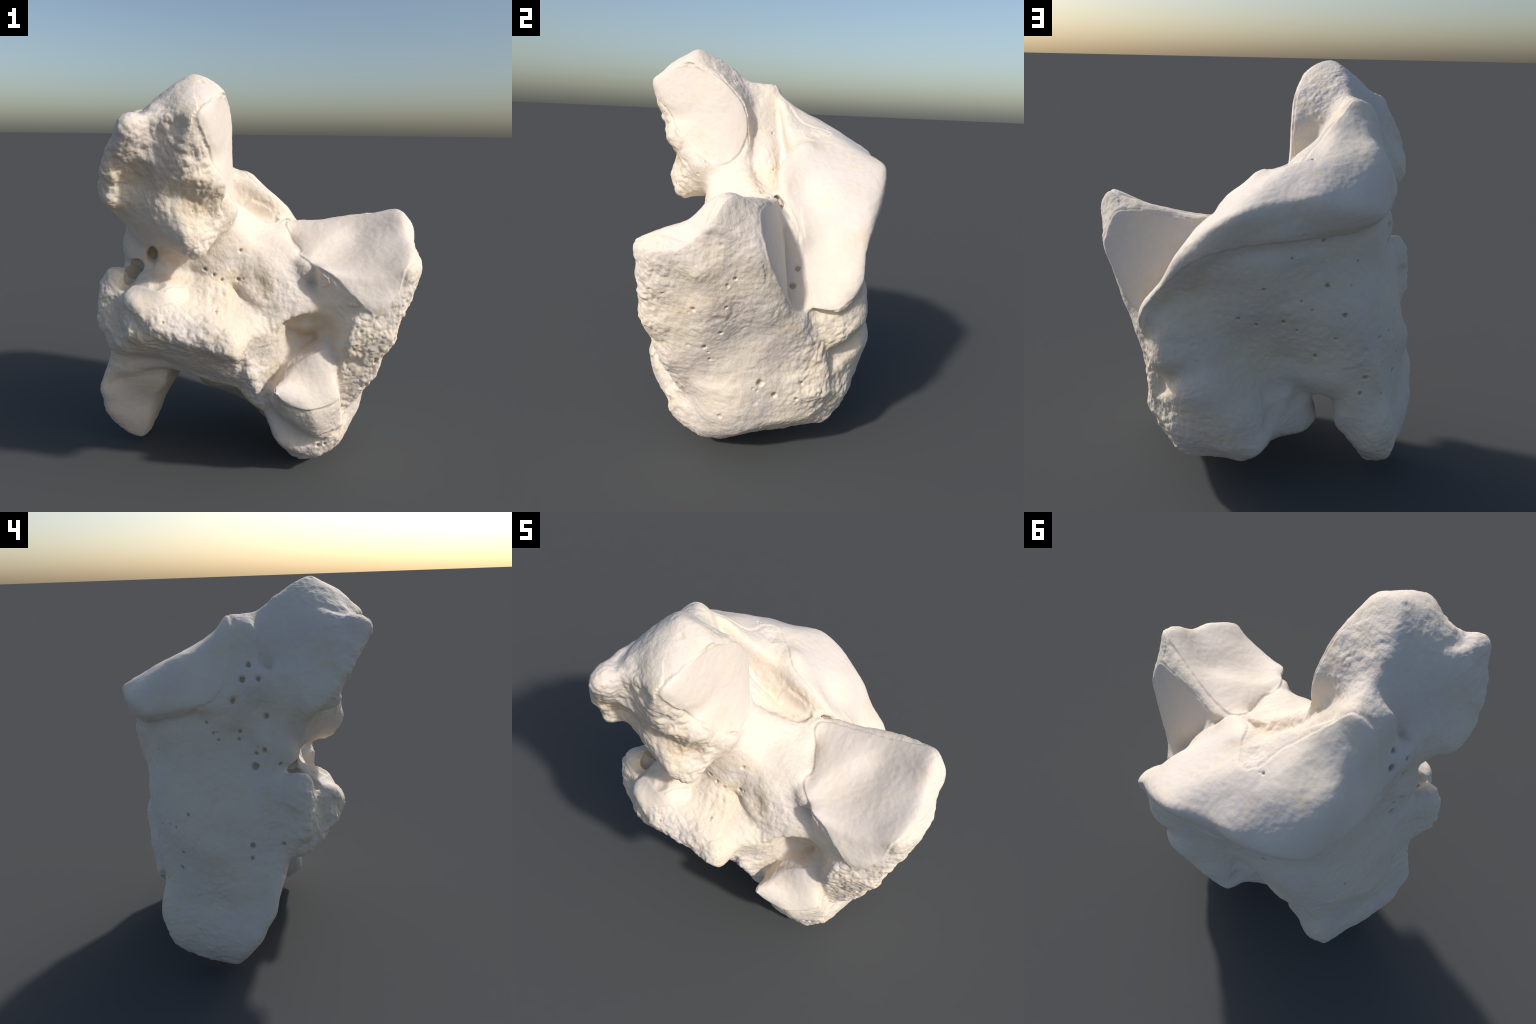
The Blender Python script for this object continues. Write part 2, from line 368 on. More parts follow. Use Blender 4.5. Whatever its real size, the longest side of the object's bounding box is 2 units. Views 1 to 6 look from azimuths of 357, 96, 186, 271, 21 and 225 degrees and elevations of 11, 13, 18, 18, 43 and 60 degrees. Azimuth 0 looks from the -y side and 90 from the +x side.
    # upper neck between roll and head
    f.block([(-.65, -.28, 1.12), (-.58, -.33, 1.06), (-.63, .15, 1.40), (-.65, -.22, 1.50),
             (-.15, -.05, 1.36), (0., .08, 1.25), (-.2, -.28, 1.1), (-.54, -.12, 1.80),
             (-.38, -.08, 1.82), (-.43, .02, 1.82), (-.54, .05, 1.75), (-.18, .10, 1.50)], r=.05, k=.06)
    # central mass of the front, under the head
    f.block([(-.14, -.07, 1.40), (.0, .05, 1.28), (.17, .07, 1.26), (.21, -.255, 1.175), (.10, -.30, 1.12),
             (-.02, -.29, 1.05), (-.17, -.34, 1.05), (-.06, -.34, .915), (.064, -.405, .83), (.236, -.34, .91),
             (-.30, -.30, 1.10), (-.2, -.25, 1.25), (-.3, 0, 1.2), (.2, 0, .9)], r=.03, k=.05)
    # head
    f.block([(-.32, -.39, 2.0), (-.38, -.30, 1.96), (-.42, -.08, 1.80), (-.27, -.645, 1.82), (-.16, -.41, 1.897),
             (-.14, -.21, 1.81), (-.135, -.10, 1.70), (-.135, -.07, 1.60),
             (-.135, -.06, 1.42), (-.144, -.23, 1.39), (-.146, -.47, 1.40),
             (-.35, -.55, 1.45), (-.35, -.55, 1.28), (-.29, -.49, 1.18), (-.577, -.65, 1.76),
             (-.56, -.43, 1.82), (-.62, -.45, 1.76), (-.73, -.47, 1.50),
             (-.69, -.57, 1.63), (-.725, -.39, 1.41), (-.5, -.25, 1.83), (-.5, -.3, 1.2),
             (-.62, -.2, 1.6)], r=.03, k=.05)
    # web between head and neck on the outer side
    f.block([(-.62, -.08, 1.60), (-.655, -.25, 1.56), (-.715, -.37, 1.43), (-.63, -.15, 1.33), (-.61, -.32, 1.28),
             (-.45, -.25, 1.62), (-.45, -.28, 1.30), (-.655, -.35, 1.60)], r=.04, k=.06)
    # front ledge
    f.block([(-.61, -.535, .98), (-.44, -.49, 1.06), (-.172, -.34, 1.048), (-.208, -.432, .92),
             (-.122, -.556, .737), (-.131, -.54, .82), (-.485, -.56, .865), (-.373, -.5, .77),
             (-.72, -.36, 1.13), (-.79, -.35, .945), (-.785, -.31, .8), (-.65, 0, 1.), (-.1, 0, 1.),
             (-.77, -.25, .65), (-.1, -.3, .52), (.06, -.40, .83)], r=.03, k=.04)
    # column from the ledge to the broad foot
    f.block([(-.10, -.50, .70), (.065, -.405, .83), (.13, -.30, .78), (.005, -.40, .49), (.03, -.30, .34),
             (.1, -.1, .4), (-.1, -.1, .8), (-.05, -.2, .38)], r=.03, k=.04)
    # hook under the pit
    f.block([(.08, -.518, .542), (.26, -.515, .44), (.39, -.434, .48), (.31, -.383, .67),
             (.143, -.427, .62), (.46, -.32, .255), (.3, -.40, .25), (.3, -.1, .3), (.3, -.1, .6),
             (.05, -.3, .45)], r=.02, k=.03)
    # ---- hollows
    f.ball((.30, -.42, .80), (.13, .11, .12), k=.06, cut=True)                 # pit over the hook
    f.ball((-.13, .22, 1.78), (.16, .10, .16), k=.10, cut=True)                # dip in the roll's crest
    f.ball((.54, -.60, 1.80), .75, k=.02, cut=True)                           # dish of the wing facet
    f.ball((-.15, .66, .70), (.22, .20, .24), k=.12, cut=True)                 # hollow over the arch
    f.block([(-.42, -.9, .30), (-.18, -.9, .26), (-.375, .7, .34), (-.32, .7, .335), (-.375, .1, .345), (-.32, .1, .335),
             (-.55, -.9, .0), (.0, -.9, .0), (-.53, .7, -.05), (-.285, .7, -.05), (-.1, .0, -.05)],
            r=.03, k=.05, cut=True)  # arch
    low = [(-.425, .40), (-.32, .445), (-.15, .375), (-.02, .305), (.03, .205), (.085, .10), (.09, -.1), (-.56, -.1), (-.50, .28)]
    f.block([(x, -.62, z + .19) for x, z in low] + [(x, .20, z - .18) for x, z in low], r=.02, k=.04, cut=True)  # open front of the arch
    f.soften(.0125 / H)
    spots = [p for g in LANDMARKS.values() for p in g]
    f.settle(spots, .16, .6)
    f.settle(spots, .075, .10)
    # ---- head: smooth dome, tubercle chain on its outer border, hollows between
    f.ball((-.315, -.41, 1.765), (.15, .21, .20), k=.03)
    f.rope([(-.535, -.70, 1.84), (-.545, -.56, 1.845), (-.53, -.44, 1.885)], [.035, .032, .02], k=.03, cut=True)
    f.ball((-.475, -.68, 1.735), (.06, .08, .06), k=.05, cut=True)
    f.ball((-.385, -.70, 1.765), (.05, .08, .05), k=.04, cut=True)
    f.ball((-.50, -.64, 1.66), (.05, .06, .04), k=.04, cut=True)
    f.ball((-.54, -.76, 1.50), (.15, .21, .17), k=.05, cut=True)
    f.ball((-.57, -.595, 1.765), (.05, .055, .05), k=.05)
    f.ball((-.595, -.55, 1.69), (.05, .04, .035), k=.04)
    f.ball((-.665, -.515, 1.58), (.032, .04, .05), k=.04)
    f.ball((-.68, -.455, 1.46), (.035, .045, .055), k=.05)
    f.ball((-.215, -.545, 1.34), (.05, .07, .04), k=.04, cut=True)
    for name, lift in (("head", .022), ("hook", .008), ("wing_back", .012)):
        f.plane_off(FACETS[name], lift)
    f.ball((-.15, .29, 1.655), (.075, .09, .09), k=.02, cut=True)             # bite out of the roll's front edge
    f.ball((.265, .14, 1.165), (.06, .05, .06), k=.03)                         # sill of the notch behind the wing
    f.ball((.235, -.27, 1.09), (.06, .06, .05), k=.04)                         # shoulder beside the wing facet
    # ---- ledge: knobs along its outer border, cavities behind its little facet
    for c, r in (((-.715, -.305, 1.0), (.05, .05, .08)), ((-.72, -.335, .85), (.05, .05, .065)),
                 ((-.68, -.32, .71), (.05, .05, .05)), ((-.65, -.375, .77), (.05, .05, .06)),
                 ((-.56, -.455, .815), (.07, .05, .04)), ((-.145, -.535, .77), (.05, .05, .055))):
        f.ball(c, r, k=.06)
    f.rope([(-.645, -.39, 1.035), (-.595, -.34, 1.12)], .033, k=.012, cut=True)
    f.rope([(-.625, -.32, 1.04), (-.585, -.27, 1.11)], .036, k=.012, cut=True)
    f.ball((-.49, -.455, 1.06), (.045, .04, .03), k=.012, cut=True)
    f.ball((-.70, -.41, 1.09), (.018, .03, .03), k=.01, cut=True)
    f.ball((-.52, -.35, 1.16), (.028, .08, .05), k=.015, cut=True)
    f.ball((-.40, -.37, 1.12), (.05, .06, .03), k=.03, cut=True)
    f.ball((-.33, -.36, 1.15), (.03, .05, .025), k=.02, cut=True)
    f.rope([(.02, -.385, 1.075), (-.015, -.375, 1.03), (.0, -.385, 1.0)], [.02, .036, .02], k=.05, cut=True)
    # ---- steps and undercuts
    f.ball((.20, .06, .02), (.25, .18, .15), k=.05, cut=True)                  # vault under the broad foot
    f.rope([(.49, -.51, .885), (.57, -.52, .875), (.67, -.47, 1.0)], .022, k=.02, cut=True)
    f.rope([(.08, -.57, .47), (.25, -.56, .395), (.41, -.48, .43)], .035, k=.02, cut=True)
    f.rope([(.12, -.43, .20), (.33, -.44, .235), (.49, -.33, .25)], .025, k=.02, cut=True)
    f.rope([(.41, -.47, .48), (.42, -.46, .56), (.40, -.46, .66), (.35, -.44, .73)], [.02, .025, .02, .012], k=.02, cut=True)
    f.rope([(-.68, .06, 1.37), (-.615, .37, 1.325), (-.49, .475, 1.285), (-.25, .575, 1.265), (.0, .64, 1.235), (.2, .62, 1.12),
            (.36, .58, .96)], [.012, .02, .02, .02, .015, .012, .01], k=.06, cut=True)
    f.ball((-.50, -.60, .25), (.42, .48, .42), k=.03, cut=True)                # dished front of the outer foot
    return f


# ----------------------------------------------------------------- relief
RNG = np.random.RandomState(11)
PERM = RNG.permutation(512)
GRAD = RNG.normal(size=(512, 3))
GRAD /= np.linalg.norm(GRAD, axis=1, keepdims=True)
GRAD = GRAD.astype(np.float32)


def lattice(i, j, k, s):
    return PERM[(PERM[(PERM[(i + s) & 511] + j) & 511] + k) & 511]


def noise(P, size, seed=0):
    """gradient noise, about -1 to 1, features of the given size"""
    q = (P / size).astype(np.float32)
    b = np.floor(q).astype(np.int64)
    f = q - b
    u = f * f * f * (f * (f * 6 - 15) + 10)
    out = np.zeros(len(P), np.float32)
    for a in (0, 1):
        for c in (0, 1):
            for d in (0, 1):
                g = GRAD[lattice(b[:, 0] + a, b[:, 1] + c, b[:, 2] + d, seed)]
                v = g[:, 0] * (f[:, 0] - a) + g[:, 1] * (f[:, 1] - c) + g[:, 2] * (f[:, 2] - d)
                w = (u[:, 0] if a else 1 - u[:, 0]) * (u[:, 1] if c else 1 - u[:, 1]) * (u[:, 2] if d else 1 - u[:, 2])
                out += w * v
    return out * 1.6


def speckle_pits(P, cell, share, seed):
    """scattered little dimples: 0 outside, up to 1 at a dimple's middle"""
    b = np.floor(P / cell).astype(np.int64)
    rs = np.random.RandomState(seed)
    tab = rs.uniform(size=(512, 5))
    best = np.zeros(len(P), np.float32)
    for a in (-1, 0, 1):
        for c in (-1, 0, 1):
            for d in (-1, 0, 1):
                h = tab[lattice(b[:, 0] + a, b[:, 1] + c, b[:, 2] + d, seed)]
                o = (b + np.array([a, c, d]) + h[:, :3]) * cell
                r = cell * (.10 + .20 * h[:, 3])
                t = np.sqrt(((P - o) ** 2).sum(1)) / r
                best = np.maximum(best, np.where(h[:, 4] < share, np.clip(1 - t, 0, 1), 0))
    return best


def step(x, a, b):
    t = np.clip((x - a) / (b - a), 0, 1)
    return t * t * (3 - 2 * t)


def segment_distance(P, pts):
    pts = np.asarray(pts, float)
    best = np.full(len(P), 9.)
    for a, b in zip(pts[:-1], pts[1:]):
        v = b - a
        t = np.clip(((P - a) @ v) / (v @ v), 0, 1)
        best = np.minimum(best, np.sqrt(((P - a - t[:, None] * v) ** 2).sum(1)))
    return best


def round_loop(L, n=6):
    """closed Catmull-Rom curve through the outline points"""
    L = np.asarray(L, float)
    out = []
    for i in range(len(L)):
        p0, p1, p2, p3 = L[i - 1], L[i], L[(i + 1) % len(L)], L[(i + 2) % len(L)]
        for t in np.arange(n) / n:
            out.append(.5 * (2 * p1 + (p2 - p0) * t + (2 * p0 - 5 * p1 + 4 * p2 - p3) * t * t
                             + (3 * p1 - p0 - 3 * p2 + p3) * t ** 3))
    return np.array(out)


def inside_distance(uv, L):
    """signed distance to a closed 2D curve, positive inside"""
    best = np.full(len(uv), 9.)
    odd = np.zeros(len(uv), bool)
    for a, b in zip(L, np.roll(L, -1, 0)):
        v = b - a
        t = np.clip(((uv - a) @ v) / (v @ v + 1e-12), 0, 1)
        best = np.minimum(best, ((uv - a - t[:, None] * v) ** 2).sum(1))
        c = (a[1] > uv[:, 1]) != (b[1] > uv[:, 1])
        if abs(v[1]) > 1e-9:
            odd ^= c & (uv[:, 0] < a[0] + (uv[:, 1] - a[1]) * v[0] / v[1])
    return np.where(odd, 1, -1) * np.sqrt(best)


def facet_distance(P, N, name):
    """signed distance from the facet's outline, for points that belong to its side of the bone"""
    sd = np.full(len(P), -1.)
    if name == "roll":
        c = np.array([-.10, .0, 1.08])
        L = np.asarray(ROLL_OUTLINE, float)
        R = frame([(0, .75, .55), (1, 0, 0)])

        def flat(Q):
            d = Q - c
            d = d / np.linalg.norm(d, axis=1, keepdims=True)
            a, x, y = d @ R[0], d @ R[1], d @ R[2]
            s = np.arccos(np.clip(a, -1, 1)) / np.maximum(np.hypot(x, y), 1e-6)
            return np.stack([x * s, y * s], 1) * .62
        near = ((P - c) @ R[0] > -.1) & (P[:, 2] > .70)
        sd[near] = inside_distance(flat(P[near]), flat(round_loop(L, 4)))
        return sd
    facing, L = FACETS[name]
    L = np.asarray(L, float)
    c, R = loop_frame(facing, L)
    q = (P - c) @ R.T
    ext = np.abs((L - c) @ R.T).max(0) + .05
    near = (np.abs(q[:, 0]) < ext[0]) & (np.abs(q[:, 1]) < ext[1]) & (np.abs(q[:, 2]) < ext[2] + .04) & (N @ R[2] > .25)
    sd[near] = inside_distance(q[near, :2], round_loop(((L - c) @ R.T)[:, :2]))
    return sd


ROLL_OUTLINE = [(-.445, .02, 1.83), (-.36, .10, 1.73), (-.27, .21, 1.64), (-.24, .33, 1.60),
                (-.17, .37, 1.58), (-.08, .29, 1.57), (-.03, .20, 1.535), (.07, .14, 1.43), (.15, .13, 1.34), (.23, .17, 1.25),
                (.30, .24, 1.12), (.36, .28, 1.0), (.42, .31, .88), (.50, .355, .805), (.49, .44, .80), (.44, .51, .87), (.38, .555, 1.0),
                (.28, .585, 1.12), (.15, .61, 1.22), (.0, .63, 1.28), (-.25, .575, 1.31), (-.475, .46, 1.32), (-.584, .391, 1.357),
                (-.63, .25, 1.39), (-.645, .10, 1.45), (-.62, .03, 1.58), (-.54, .0, 1.74)]

# where the surface is coarse: a path, its reach, how coarse (0 to 1)
ROUGH = [([(.78, -.34, 1.0), (.69, -.40, .85), (.62, -.39, .68), (.55, -.37, .53), (.48, -.30, .35), (.38, -.34, .2)], .10, 1.0),
         ([(.50, -.45, .85), (.46, -.42, .6)], .11, 1.0),
         ([(.35, -.30, .05), (.2, -.1, .0), (.25, .2, .0)], .17, .8),
         ([(.46, .42, .66), (.46, .40, .45), (.33, .50, .2)], .15, .95),
         ([(.72, .02, .85), (.70, -.15, .8), (.62, .15, .85)], .10, .38),
         ([(.78, -.2, 1.1), (.75, .05, 1.15)], .14, .35),
         ([(.64, -.1, .5), (.55, .1, .3)], .2, .10),
         ([(-.45, -.60, 1.75), (-.62, -.60, 1.65), (-.68, -.52, 1.48)], .13, .75),
         ([(-.30, -.60, 1.66), (-.28, -.55, 1.50), (-.22, -.50, 1.36), (-.29, -.50, 1.2)], .11, 1.0),
         ([(-.5, -.5, 1.4)], .2, .45),
         ([(-.32, -.22, 1.92), (-.25, -.20, 1.85), (-.3, -.1, 1.8)], .11, .45),
         ([(-.62, -.25, 1.65), (-.66, -.35, 1.5)], .15, .45),
         ([(-.76, -.33, 1.05), (-.77, -.34, .9), (-.72, -.36, .75)], .11, .8),
         ([(-.62, -.48, .85), (-.45, -.53, .82), (-.25, -.54, .8), (-.12, -.5, .65), (-.02, -.38, .5)], .13, .9),
         ([(-.3, -.3, .65), (-.1, -.3, .55)], .12, .6),
         ([(-.2, -.36, 1.0), (.0, -.33, 1.0), (.1, -.34, 1.0), (.05, -.38, .8)], .15, .55),
         ([(-.12, .0, 1.40), (.0, .06, 1.33), (.1, .05, 1.27)], .12, .6),
         ([(-.17, .30, 1.57)], .08, .5),
         ([(-.66, .1, .08), (-.6, .3, .1)], .13, .55),
         ([(.1, .55, .9), (-.2, .45, .8), (.2, .5, .3)], .25, .25),
         ([(-.75, .1, .45), (-.72, .2, .2), (-.62, .38, .3)], .16, .40),
         ([(-.78, -.22, .65), (-.76, -.2, .8), (-.70, -.25, 1.0)], .12, .55),
         ([(-.66, -.1, 1.2), (-.64, -.1, 1.5)], .2, .22),
         ([(-.5, .4, .7), (-.3, .45, 1.0), (.2, .58, .7), (-.05, .5, .4)], .2, .24),
         ([(-.66, -.4, 1.55), (-.6, -.3, 1.7)], .13, .40)]


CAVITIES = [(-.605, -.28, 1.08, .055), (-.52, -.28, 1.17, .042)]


def relief(V, N):
    """how far each point moves along its normal, which facet owns it, and where the vessel holes are"""
    names = ["roll", "wing", "head", "hook", "wing_back", "ledge", "foot"]
    sd = np.stack([facet_distance(V, N, n) for n in names])
    sd += .004 * noise(V, .05, 5)                          # outlines wander a little
    owner = np.where(sd.max(0) > 0, sd.argmax(0), -1)
    smooth = step(sd.max(0), -.004, .010)
    rough = np.full(len(V), .13)
    for path, reach, amount in ROUGH:
        P = path if len(path) > 1 else [path[0], (path[0][0] + .001, path[0][1], path[0][2])]
        Q = np.asarray(P)
        near = ((V > Q.min(0) - 1.9 * reach) & (V < Q.max(0) + 1.9 * reach)).all(1)
        rough[near] = np.maximum(rough[near], amount * np.exp(-(segment_distance(V[near], P) / reach) ** 2 * .8))
    rough *= 1 - .93 * smooth
    rough *= 1 - .8 * np.exp(-(segment_distance(V, [(-.30, -.58, 1.88), (-.32, -.40, 1.97)]) / .11) ** 4)   # polished dome
    W = V + .013 * np.stack([noise(V, .08, s) for s in (21, 22, 23)], 1)
    lump = noise(W, .13, 1)
    knob = noise(W, .065, 2) + .5 * (np.abs(noise(W, .045, 13)) * 2 - .5)
    grit = noise(W, .026, 3)
    fine = noise(V, .013, 4)
    d = .005 * lump * (1 - .7 * smooth) - .003
    d += rough * (.0095 * knob + .0032 * grit + .0012 * fine)
    d += (1 - smooth) * (.0018 * noise(W, .045, 6) + .0010 * grit + .0008 * fine)
    d += smooth * (.0013 * noise(W, .035, 7) + .0006 * noise(V, .017, 8))
    # facets stand a few millimetres proud, with a worn rim
    for i, n in enumerate(names):
        h = {"roll": .004, "wing": .006, "head": .006, "hook": .006, "wing_back": .003, "ledge": .004, "foot": .002}[n]
        d -= h * step(sd[i], .004, -.006) * np.exp(-np.maximum(-sd[i], 0) / .03) + .3 * h * np.exp(-((sd[i] + .010) / .007) ** 2)
    # spongy dimples in the coarse bone, a few elsewhere
    porous = np.clip(rough * 1.5 - .3, 0, 1)
    i = np.where(porous > .02)[0]
    d[i] -= .009 * porous[i] * step(noise(V[i], .12, 14), -.2, .4) * speckle_pits(W[i], .048, .5, 31)
    bare = (1 - smooth) * step(noise(V, .22, 9), -.15, .35)
    i = np.where(bare > .02)[0]
    d[i] -= .008 * bare[i] * speckle_pits(W[i], .07, .30, 33)
    i = np.where(rough > .3)[0]
    d[i] -= .005 * rough[i] * step(noise(V[i], .09, 15), -.1, .3) * speckle_pits(V[i], .028, .45, 35)
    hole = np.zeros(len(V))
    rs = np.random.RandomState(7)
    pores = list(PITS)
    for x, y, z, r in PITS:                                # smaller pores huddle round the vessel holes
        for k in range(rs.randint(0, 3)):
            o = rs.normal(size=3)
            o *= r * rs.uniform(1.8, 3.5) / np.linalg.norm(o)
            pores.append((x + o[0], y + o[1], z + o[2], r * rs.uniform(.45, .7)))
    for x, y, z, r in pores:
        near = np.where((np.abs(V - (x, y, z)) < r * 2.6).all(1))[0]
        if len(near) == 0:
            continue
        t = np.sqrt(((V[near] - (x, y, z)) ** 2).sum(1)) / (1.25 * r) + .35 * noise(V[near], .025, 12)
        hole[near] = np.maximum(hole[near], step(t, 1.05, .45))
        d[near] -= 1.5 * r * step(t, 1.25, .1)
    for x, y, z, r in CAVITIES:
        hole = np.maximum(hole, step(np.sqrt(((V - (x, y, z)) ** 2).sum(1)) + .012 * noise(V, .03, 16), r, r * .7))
    return d, owner, hole, names


def face_frames(V, F):
    n = np.cross(V[F[:, 2]] - V[F[:, 0]], V[F[:, 3]] - V[F[:, 1]])
    return n


def normals(V, F):
    n = face_frames(V, F)
    out = np.stack([sum(np.bincount(F[:, c], n[:, a], len(V)) for c in range(4)) for a in range(3)], 1)
    return out / np.maximum(np.linalg.norm(out, axis=1, keepdims=True), 1e-12)


def relax(V, F, rounds):
    """shrink-free smoothing of the sampled surface"""
    e = np.concatenate([F[:, [0, 1]], F[:, [1, 2]], F[:, [2, 3]], F[:, [3, 0]]])
    cnt = np.bincount(e[:, 0], minlength=len(V)) + np.bincount(e[:, 1], minlength=len(V))
    for i in range(rounds):
        for lam in (.5, -.52):
            m = np.stack([np.bincount(e[:, 0], V[e[:, 1], a], len(V)) + np.bincount(e[:, 1], V[e[:, 0], a], len(V))
                          for a in range(3)], 1) / cnt[:, None]
            V = V + lam * (m - V)
    return V


def polish(V, F):
    """even out the joint faces; their rims stay"""
    N = normals(V, F)
    sd = {n: facet_distance(V, N, n) for n in list(FACETS) + ["roll"]}
    flat = np.max([step(sd[n], .0, .03) for n in ("wing", "head", "hook", "wing_back")], 0)
    bent = np.max([step(sd[n], .0, .04) for n in ("roll", "foot")], 0)
    keep = np.where((flat + bent) > 0)[0]
    e = np.concatenate([F[:, [0, 1]], F[:, [1, 2]], F[:, [2, 3]], F[:, [3, 0]]])
    tag = np.zeros(len(V), bool)
    tag[keep] = True
    e = e[tag[e[:, 0]] | tag[e[:, 1]]]
    used, inv = np.unique(e, return_inverse=True)
    inv = inv.reshape(-1, 2)
    P = V[used].copy()
    wf, wb = flat[used][:, None], bent[used][:, None]
    cnt = (np.bincount(inv[:, 0], minlength=len(P)) + np.bincount(inv[:, 1], minlength=len(P)))[:, None]

    def pull(P):
        return np.stack([np.bincount(inv[:, 0], P[inv[:, 1], a], len(P)) + np.bincount(inv[:, 1], P[inv[:, 0], a], len(P))
                         for a in range(3)], 1) / cnt - P
    for i in range(110):
        P = P + (.6 * np.maximum(wf, wb)) * pull(P)
        P = P - (.615 * np.maximum(wb, .9 * wf)) * pull(P)
    V = V.copy()
    V[used] = P
    return V


def catmull_clark(V, F):
    """one round of Catmull-Clark subdivision of a closed quad mesh"""
    n = len(V)
    fp = V[F].mean(1)
    e = np.concatenate([F[:, [0, 1]], F[:, [1, 2]], F[:, [2, 3]], F[:, [3, 0]]])
    key = e.min(1).astype(np.int64) * n + e.max(1)
    uniq, inv = np.unique(key, return_inverse=True)
    a, b = uniq // n, uniq % n
    mid = (V[a] + V[b]) / 2
    per = np.bincount(inv, minlength=len(uniq))
    own = np.tile(np.arange(len(F)), 4)
    spread = lambda i, w, m: np.stack([np.bincount(i, w[:, c], m) for c in range(3)], 1)
    ep = (mid + spread(inv, fp[own], len(uniq)) / per[:, None]) / 2
    nf = np.bincount(F.ravel(), minlength=n)[:, None]
    Q = spread(F.ravel(), np.repeat(fp, 4, 0), n) / nf
    ne = (np.bincount(a, minlength=n) + np.bincount(b, minlength=n))[:, None]
    R = (spread(a, mid, n) + spread(b, mid, n)) / ne
    vp = (Q + 2 * R + (nf - 3) * V) / nf
    E = (n + inv.reshape(4, -1)).T
    C = n + len(uniq) + np.arange(len(F))
    quads = [np.stack([F[:, i], E[:, i], C, E[:, i - 1]], 1) for i in range(4)]
    return np.concatenate([vp, ep, fp]), np.concatenate(quads)


PARTS = [("head", (-.40, -.42, 1.75)), ("head", (-.48, -.45, 1.42)), ("head", (-.25, -.35, 1.5)),
         ("wing", (.65, -.15, 1.1)), ("wing", (.5, .0, 1.12)), ("wing", (.6, -.1, .95)), ("wing", (.5, -.35, .95)),
         ("saddle_ridge", (-.3, .35, 1.5)), ("saddle_ridge", (.1, .4, 1.25)), ("saddle_ridge", (.38, .4, 1.0)),
         ("saddle_ridge", (-.5, .1, 1.65)),
         ("body", (-.25, .1, 1.05)), ("body", (-.6, .0, 1.1)), ("body", (.0, .4, .8)), ("body", (-.6, .1, .7)),
         ("body", (.25, .2, .6)), ("body", (.0, -.2, 1.05)), ("body", (.55, .0, .6)), ("body", (-.45, -.05, 1.4)),
         ("ledge", (-.45, -.45, .88)), ("ledge", (-.72, -.36, .9)), ("ledge", (-.15, -.45, .78)),
         ("foot", (-.65, .1, .2)), ("foot", (.25, .0, .15)), ("hook", (.25, -.42, .48))]


# ----------------------------------------------------------------- BPY
STAINS = [((.27, -.30, .80), .20, .75), ((.12, -.40, .58), .13, .6), ((-.45, -.36, 1.14), .16, .6), ((-.62, -.36, 1.07), .09, .9),
          ((-.10, -.33, 1.05), .25, .45), ((.02, -.34, 1.03), .08, .5), ((-.05, .05, 1.33), .16, .45), ((.60, .25, .72), .10, .5),
          ((.68, -.1, .92), .22, .35), ((-.45, -.5, 1.6), .25, .3), ((.25, .52, 1.05), .25, .3), ((-.5, -.2, .4), .2, .3),
          ((-.3, -.55, 1.45), .2, .55), ((.55, -.42, .7), .2, .5), ((-.6, -.5, .85), .25, .45), ((-.2, -.5, .75), .2, .45),
          ((.45, .42, .55), .2, .4), ((-.62, -.55, 1.6), .15, .45), ((.4, -.3, .2), .18, .45), ((-.66, -.1, 1.35), .3, .25),
          ((-.1, .5, .75), .3, .3), ((-.65, .1, .8), .25, .25)]


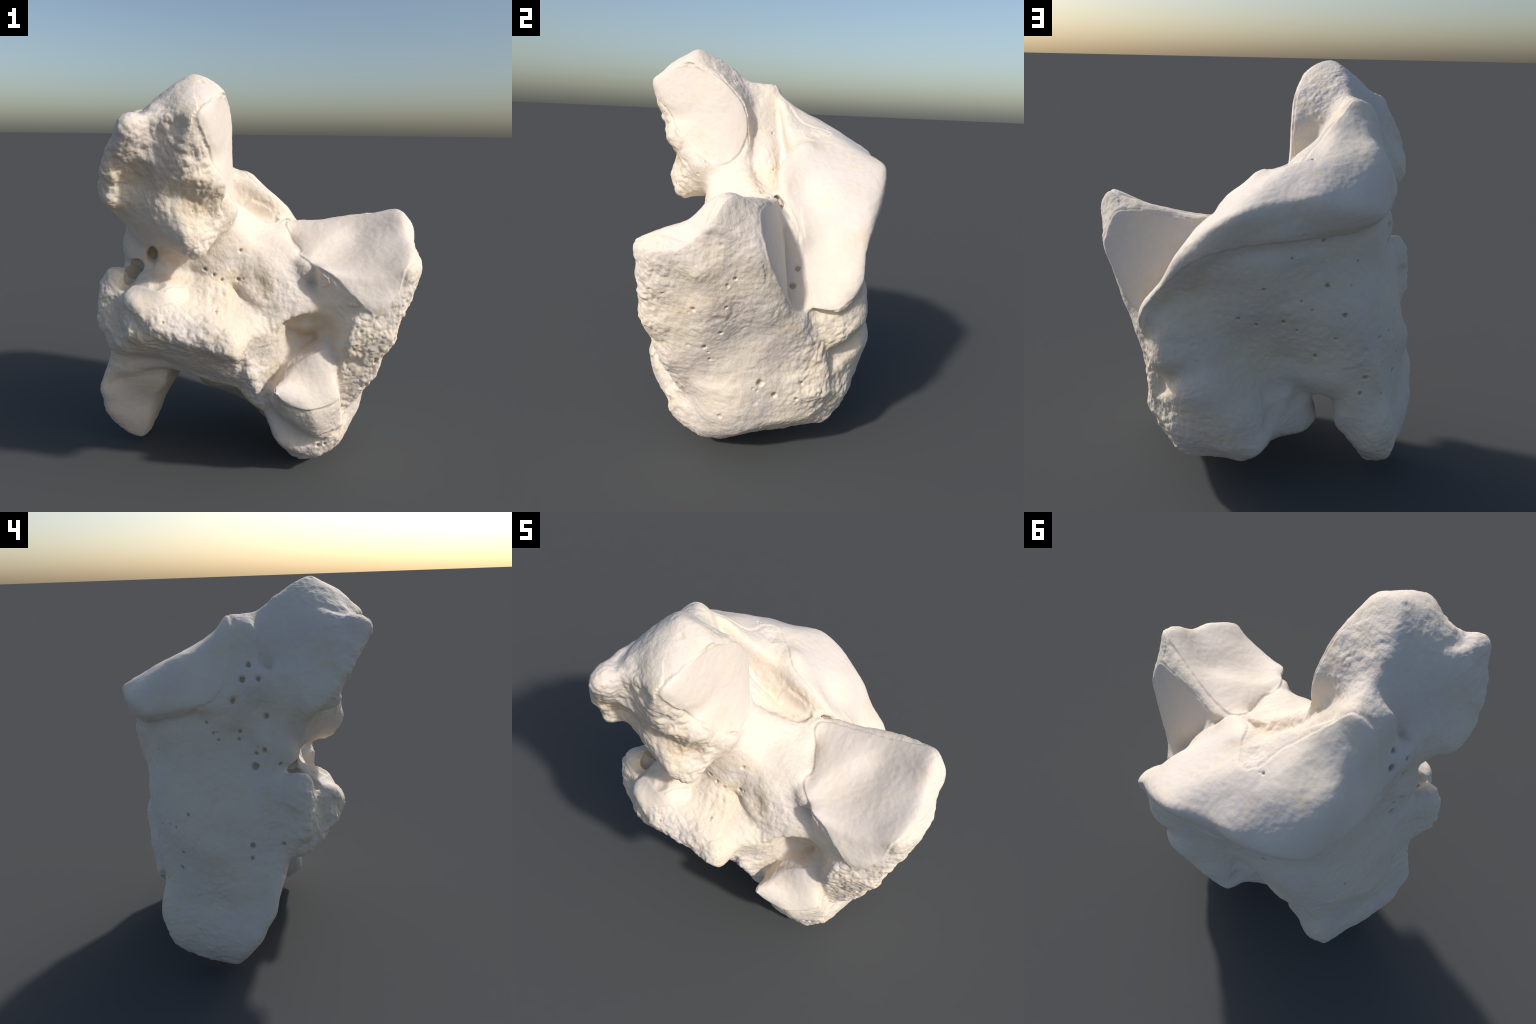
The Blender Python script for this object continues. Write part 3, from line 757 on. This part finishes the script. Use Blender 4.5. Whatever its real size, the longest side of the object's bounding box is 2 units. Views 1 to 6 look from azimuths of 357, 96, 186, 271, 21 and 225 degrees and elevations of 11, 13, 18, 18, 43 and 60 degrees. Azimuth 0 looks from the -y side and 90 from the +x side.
def bone_material(bpy, name, tint, grey, rough, bump, grain):
    mat = bpy.data.materials.new(name)
    mat.use_nodes = True
    nt = mat.node_tree
    N, L = nt.nodes, nt.links
    bsdf = N["Principled BSDF"]
    co = N.new("ShaderNodeTexCoord")

    def tex(scale, detail, rough_=.55):
        n = N.new("ShaderNodeTexNoise")
        n.inputs["Scale"].default_value = scale
        n.inputs["Detail"].default_value = detail
        n.inputs["Roughness"].default_value = rough_
        L.new(co.outputs["Object"], n.inputs["Vector"])
        return n

    def mix(fac, a, b):
        m = N.new("ShaderNodeMix")
        m.data_type = 'RGBA'
        L.new(fac, m.inputs["Factor"])
        for k, v in ((6, a), (7, b)):
            if isinstance(v, tuple):
                m.inputs[k].default_value = v + (1,)
            else:
                L.new(v, m.inputs[k])
        return m.outputs[2]

    def ramp(src, lo, hi, top=1.0):
        r = N.new("ShaderNodeMapRange")
        r.interpolation_type = 'SMOOTHSTEP'
        r.inputs["From Min"].default_value = lo
        r.inputs["From Max"].default_value = hi
        r.inputs["To Max"].default_value = top
        L.new(src, r.inputs["Value"])
        return r.outputs["Result"]

    col = mix(ramp(tex(3.2, 3).outputs["Fac"], .38, .64), tint, grey)
    warm = tuple(c * k for c, k in zip(tint, (.97, .90, .78)))
    col = mix(ramp(tex(7.5, 5, .62).outputs["Fac"], .55, .74, .55), col, warm)
    pale = tuple(min(1, c * 1.05) for c in tint)
    col = mix(ramp(tex(26, 4).outputs["Fac"], .52, .72, .5), col, pale)
    dust = tuple(c * k for c, k in zip(tint, (.86, .84, .80)))
    col = mix(ramp(tex(60, 3).outputs["Fac"], .60, .78, .35), col, dust)
    # ochre earth left in the hollows
    blot = ramp(tex(9, 4, .6).outputs["Fac"], .34, .66)
    for (x, y, z), reach, much in STAINS:
        v = N.new("ShaderNodeVectorMath")
        v.operation = 'DISTANCE'
        v.inputs[1].default_value = (x, y, z)
        L.new(co.outputs["Object"], v.inputs[0])
        m = N.new("ShaderNodeMath")
        m.operation = 'MULTIPLY'
        L.new(ramp(v.outputs["Value"], reach, reach * .25, much), m.inputs[0])
        L.new(blot, m.inputs[1])
        col = mix(m.outputs[0], col, tuple(c * k for c, k in zip(tint, (.86, .74, .55))))
    L.new(col, bsdf.inputs["Base Color"])
    bsdf.inputs["Roughness"].default_value = rough
    bsdf.inputs["Specular IOR Level"].default_value = .3
    b = N.new("ShaderNodeBump")
    b.inputs["Strength"].default_value = bump
    b.inputs["Distance"].default_value = .004
    L.new(tex(grain, 6, .6).outputs["Fac"], b.inputs["Height"])
    L.new(b.outputs["Normal"], bsdf.inputs["Normal"])
    return mat


def fill(m, V, F):
    """mesh data from arrays of points and quads"""
    F = np.asarray(F).reshape(-1, 4)
    m.vertices.add(len(V))
    m.vertices.foreach_set("co", V.ravel())
    m.loops.add(F.size)
    m.loops.foreach_set("vertex_index", F.ravel().astype(np.int32))
    m.polygons.add(len(F))
    m.polygons.foreach_set("loop_start", np.arange(0, F.size, 4, dtype=np.int32))
    m.polygons.foreach_set("use_smooth", np.ones(len(F), bool))
    m.update(calc_edges=True)


def main():
    import bpy
    V, F = surface_nets(build_field().d)
    V = relax(V, F, 2)
    V = polish(V, F)
    V, F = catmull_clark(V, F)
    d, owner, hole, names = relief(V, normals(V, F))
    V = V + normals(V, F) * d[:, None]
    V[:, 2] += .004 - V[:, 2].min() if V[:, 2].min() < .004 else 0
    N = normals(V, F)

    cortex = bone_material(bpy, "bone_cortex", (.76, .672, .56), (.72, .645, .585), .75, .5, 170)
    joint = bone_material(bpy, "joint_surface", (.765, .68, .585), (.725, .65, .59), .60, .22, 130)
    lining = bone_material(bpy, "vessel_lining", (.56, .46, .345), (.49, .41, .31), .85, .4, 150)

    root = bpy.data.objects.new("carpal_bone", None)
    root["label"] = "pale irregular wrist bone with smooth joint facets"
    root["category"] = "bone"
    bpy.context.scene.collection.objects.link(root)

    C = V[F].mean(1)
    own = owner[F]
    on = np.where((own == own[:, :1]).all(1), own[:, 0], -1)
    anchors = np.array([p for _, p in PARTS])
    best = np.zeros(len(C), int)
    dist = np.full(len(C), 9.)
    for i, a in enumerate(anchors):
        q = ((C - a) ** 2).sum(1)
        best = np.where(q < dist, i, best)
        dist = np.minimum(dist, q)
    groups = []
    for i, n in enumerate(names):
        groups.append(("articular_facet", on == i, joint))
    free = on < 0
    seen = []
    for i, (n, p) in enumerate(PARTS):
        key = n if n != "foot" else "foot%d" % i
        if key not in seen:
            seen.append(key)
    for key in seen:
        ids = [i for i, (n, p) in enumerate(PARTS) if (n if n != "foot" else "foot%d" % i) == key]
        groups.append(("foot" if key.startswith("foot") else key, free & np.isin(best, ids), cortex))
    for name, mask, mat in groups:
        f = F[mask]
        if len(f) == 0:
            continue
        used, inv = np.unique(f, return_inverse=True)
        m = bpy.data.meshes.new(name)
        fill(m, V[used], inv)
        m.materials.append(mat)
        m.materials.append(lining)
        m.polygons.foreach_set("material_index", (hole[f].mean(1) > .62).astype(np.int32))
        m.normals_split_custom_set_from_vertices(N[used].tolist())
        o = bpy.data.objects.new(name, m)
        o.parent = root
        bpy.context.scene.collection.objects.link(o)




if __name__ == "__main__":
    main()
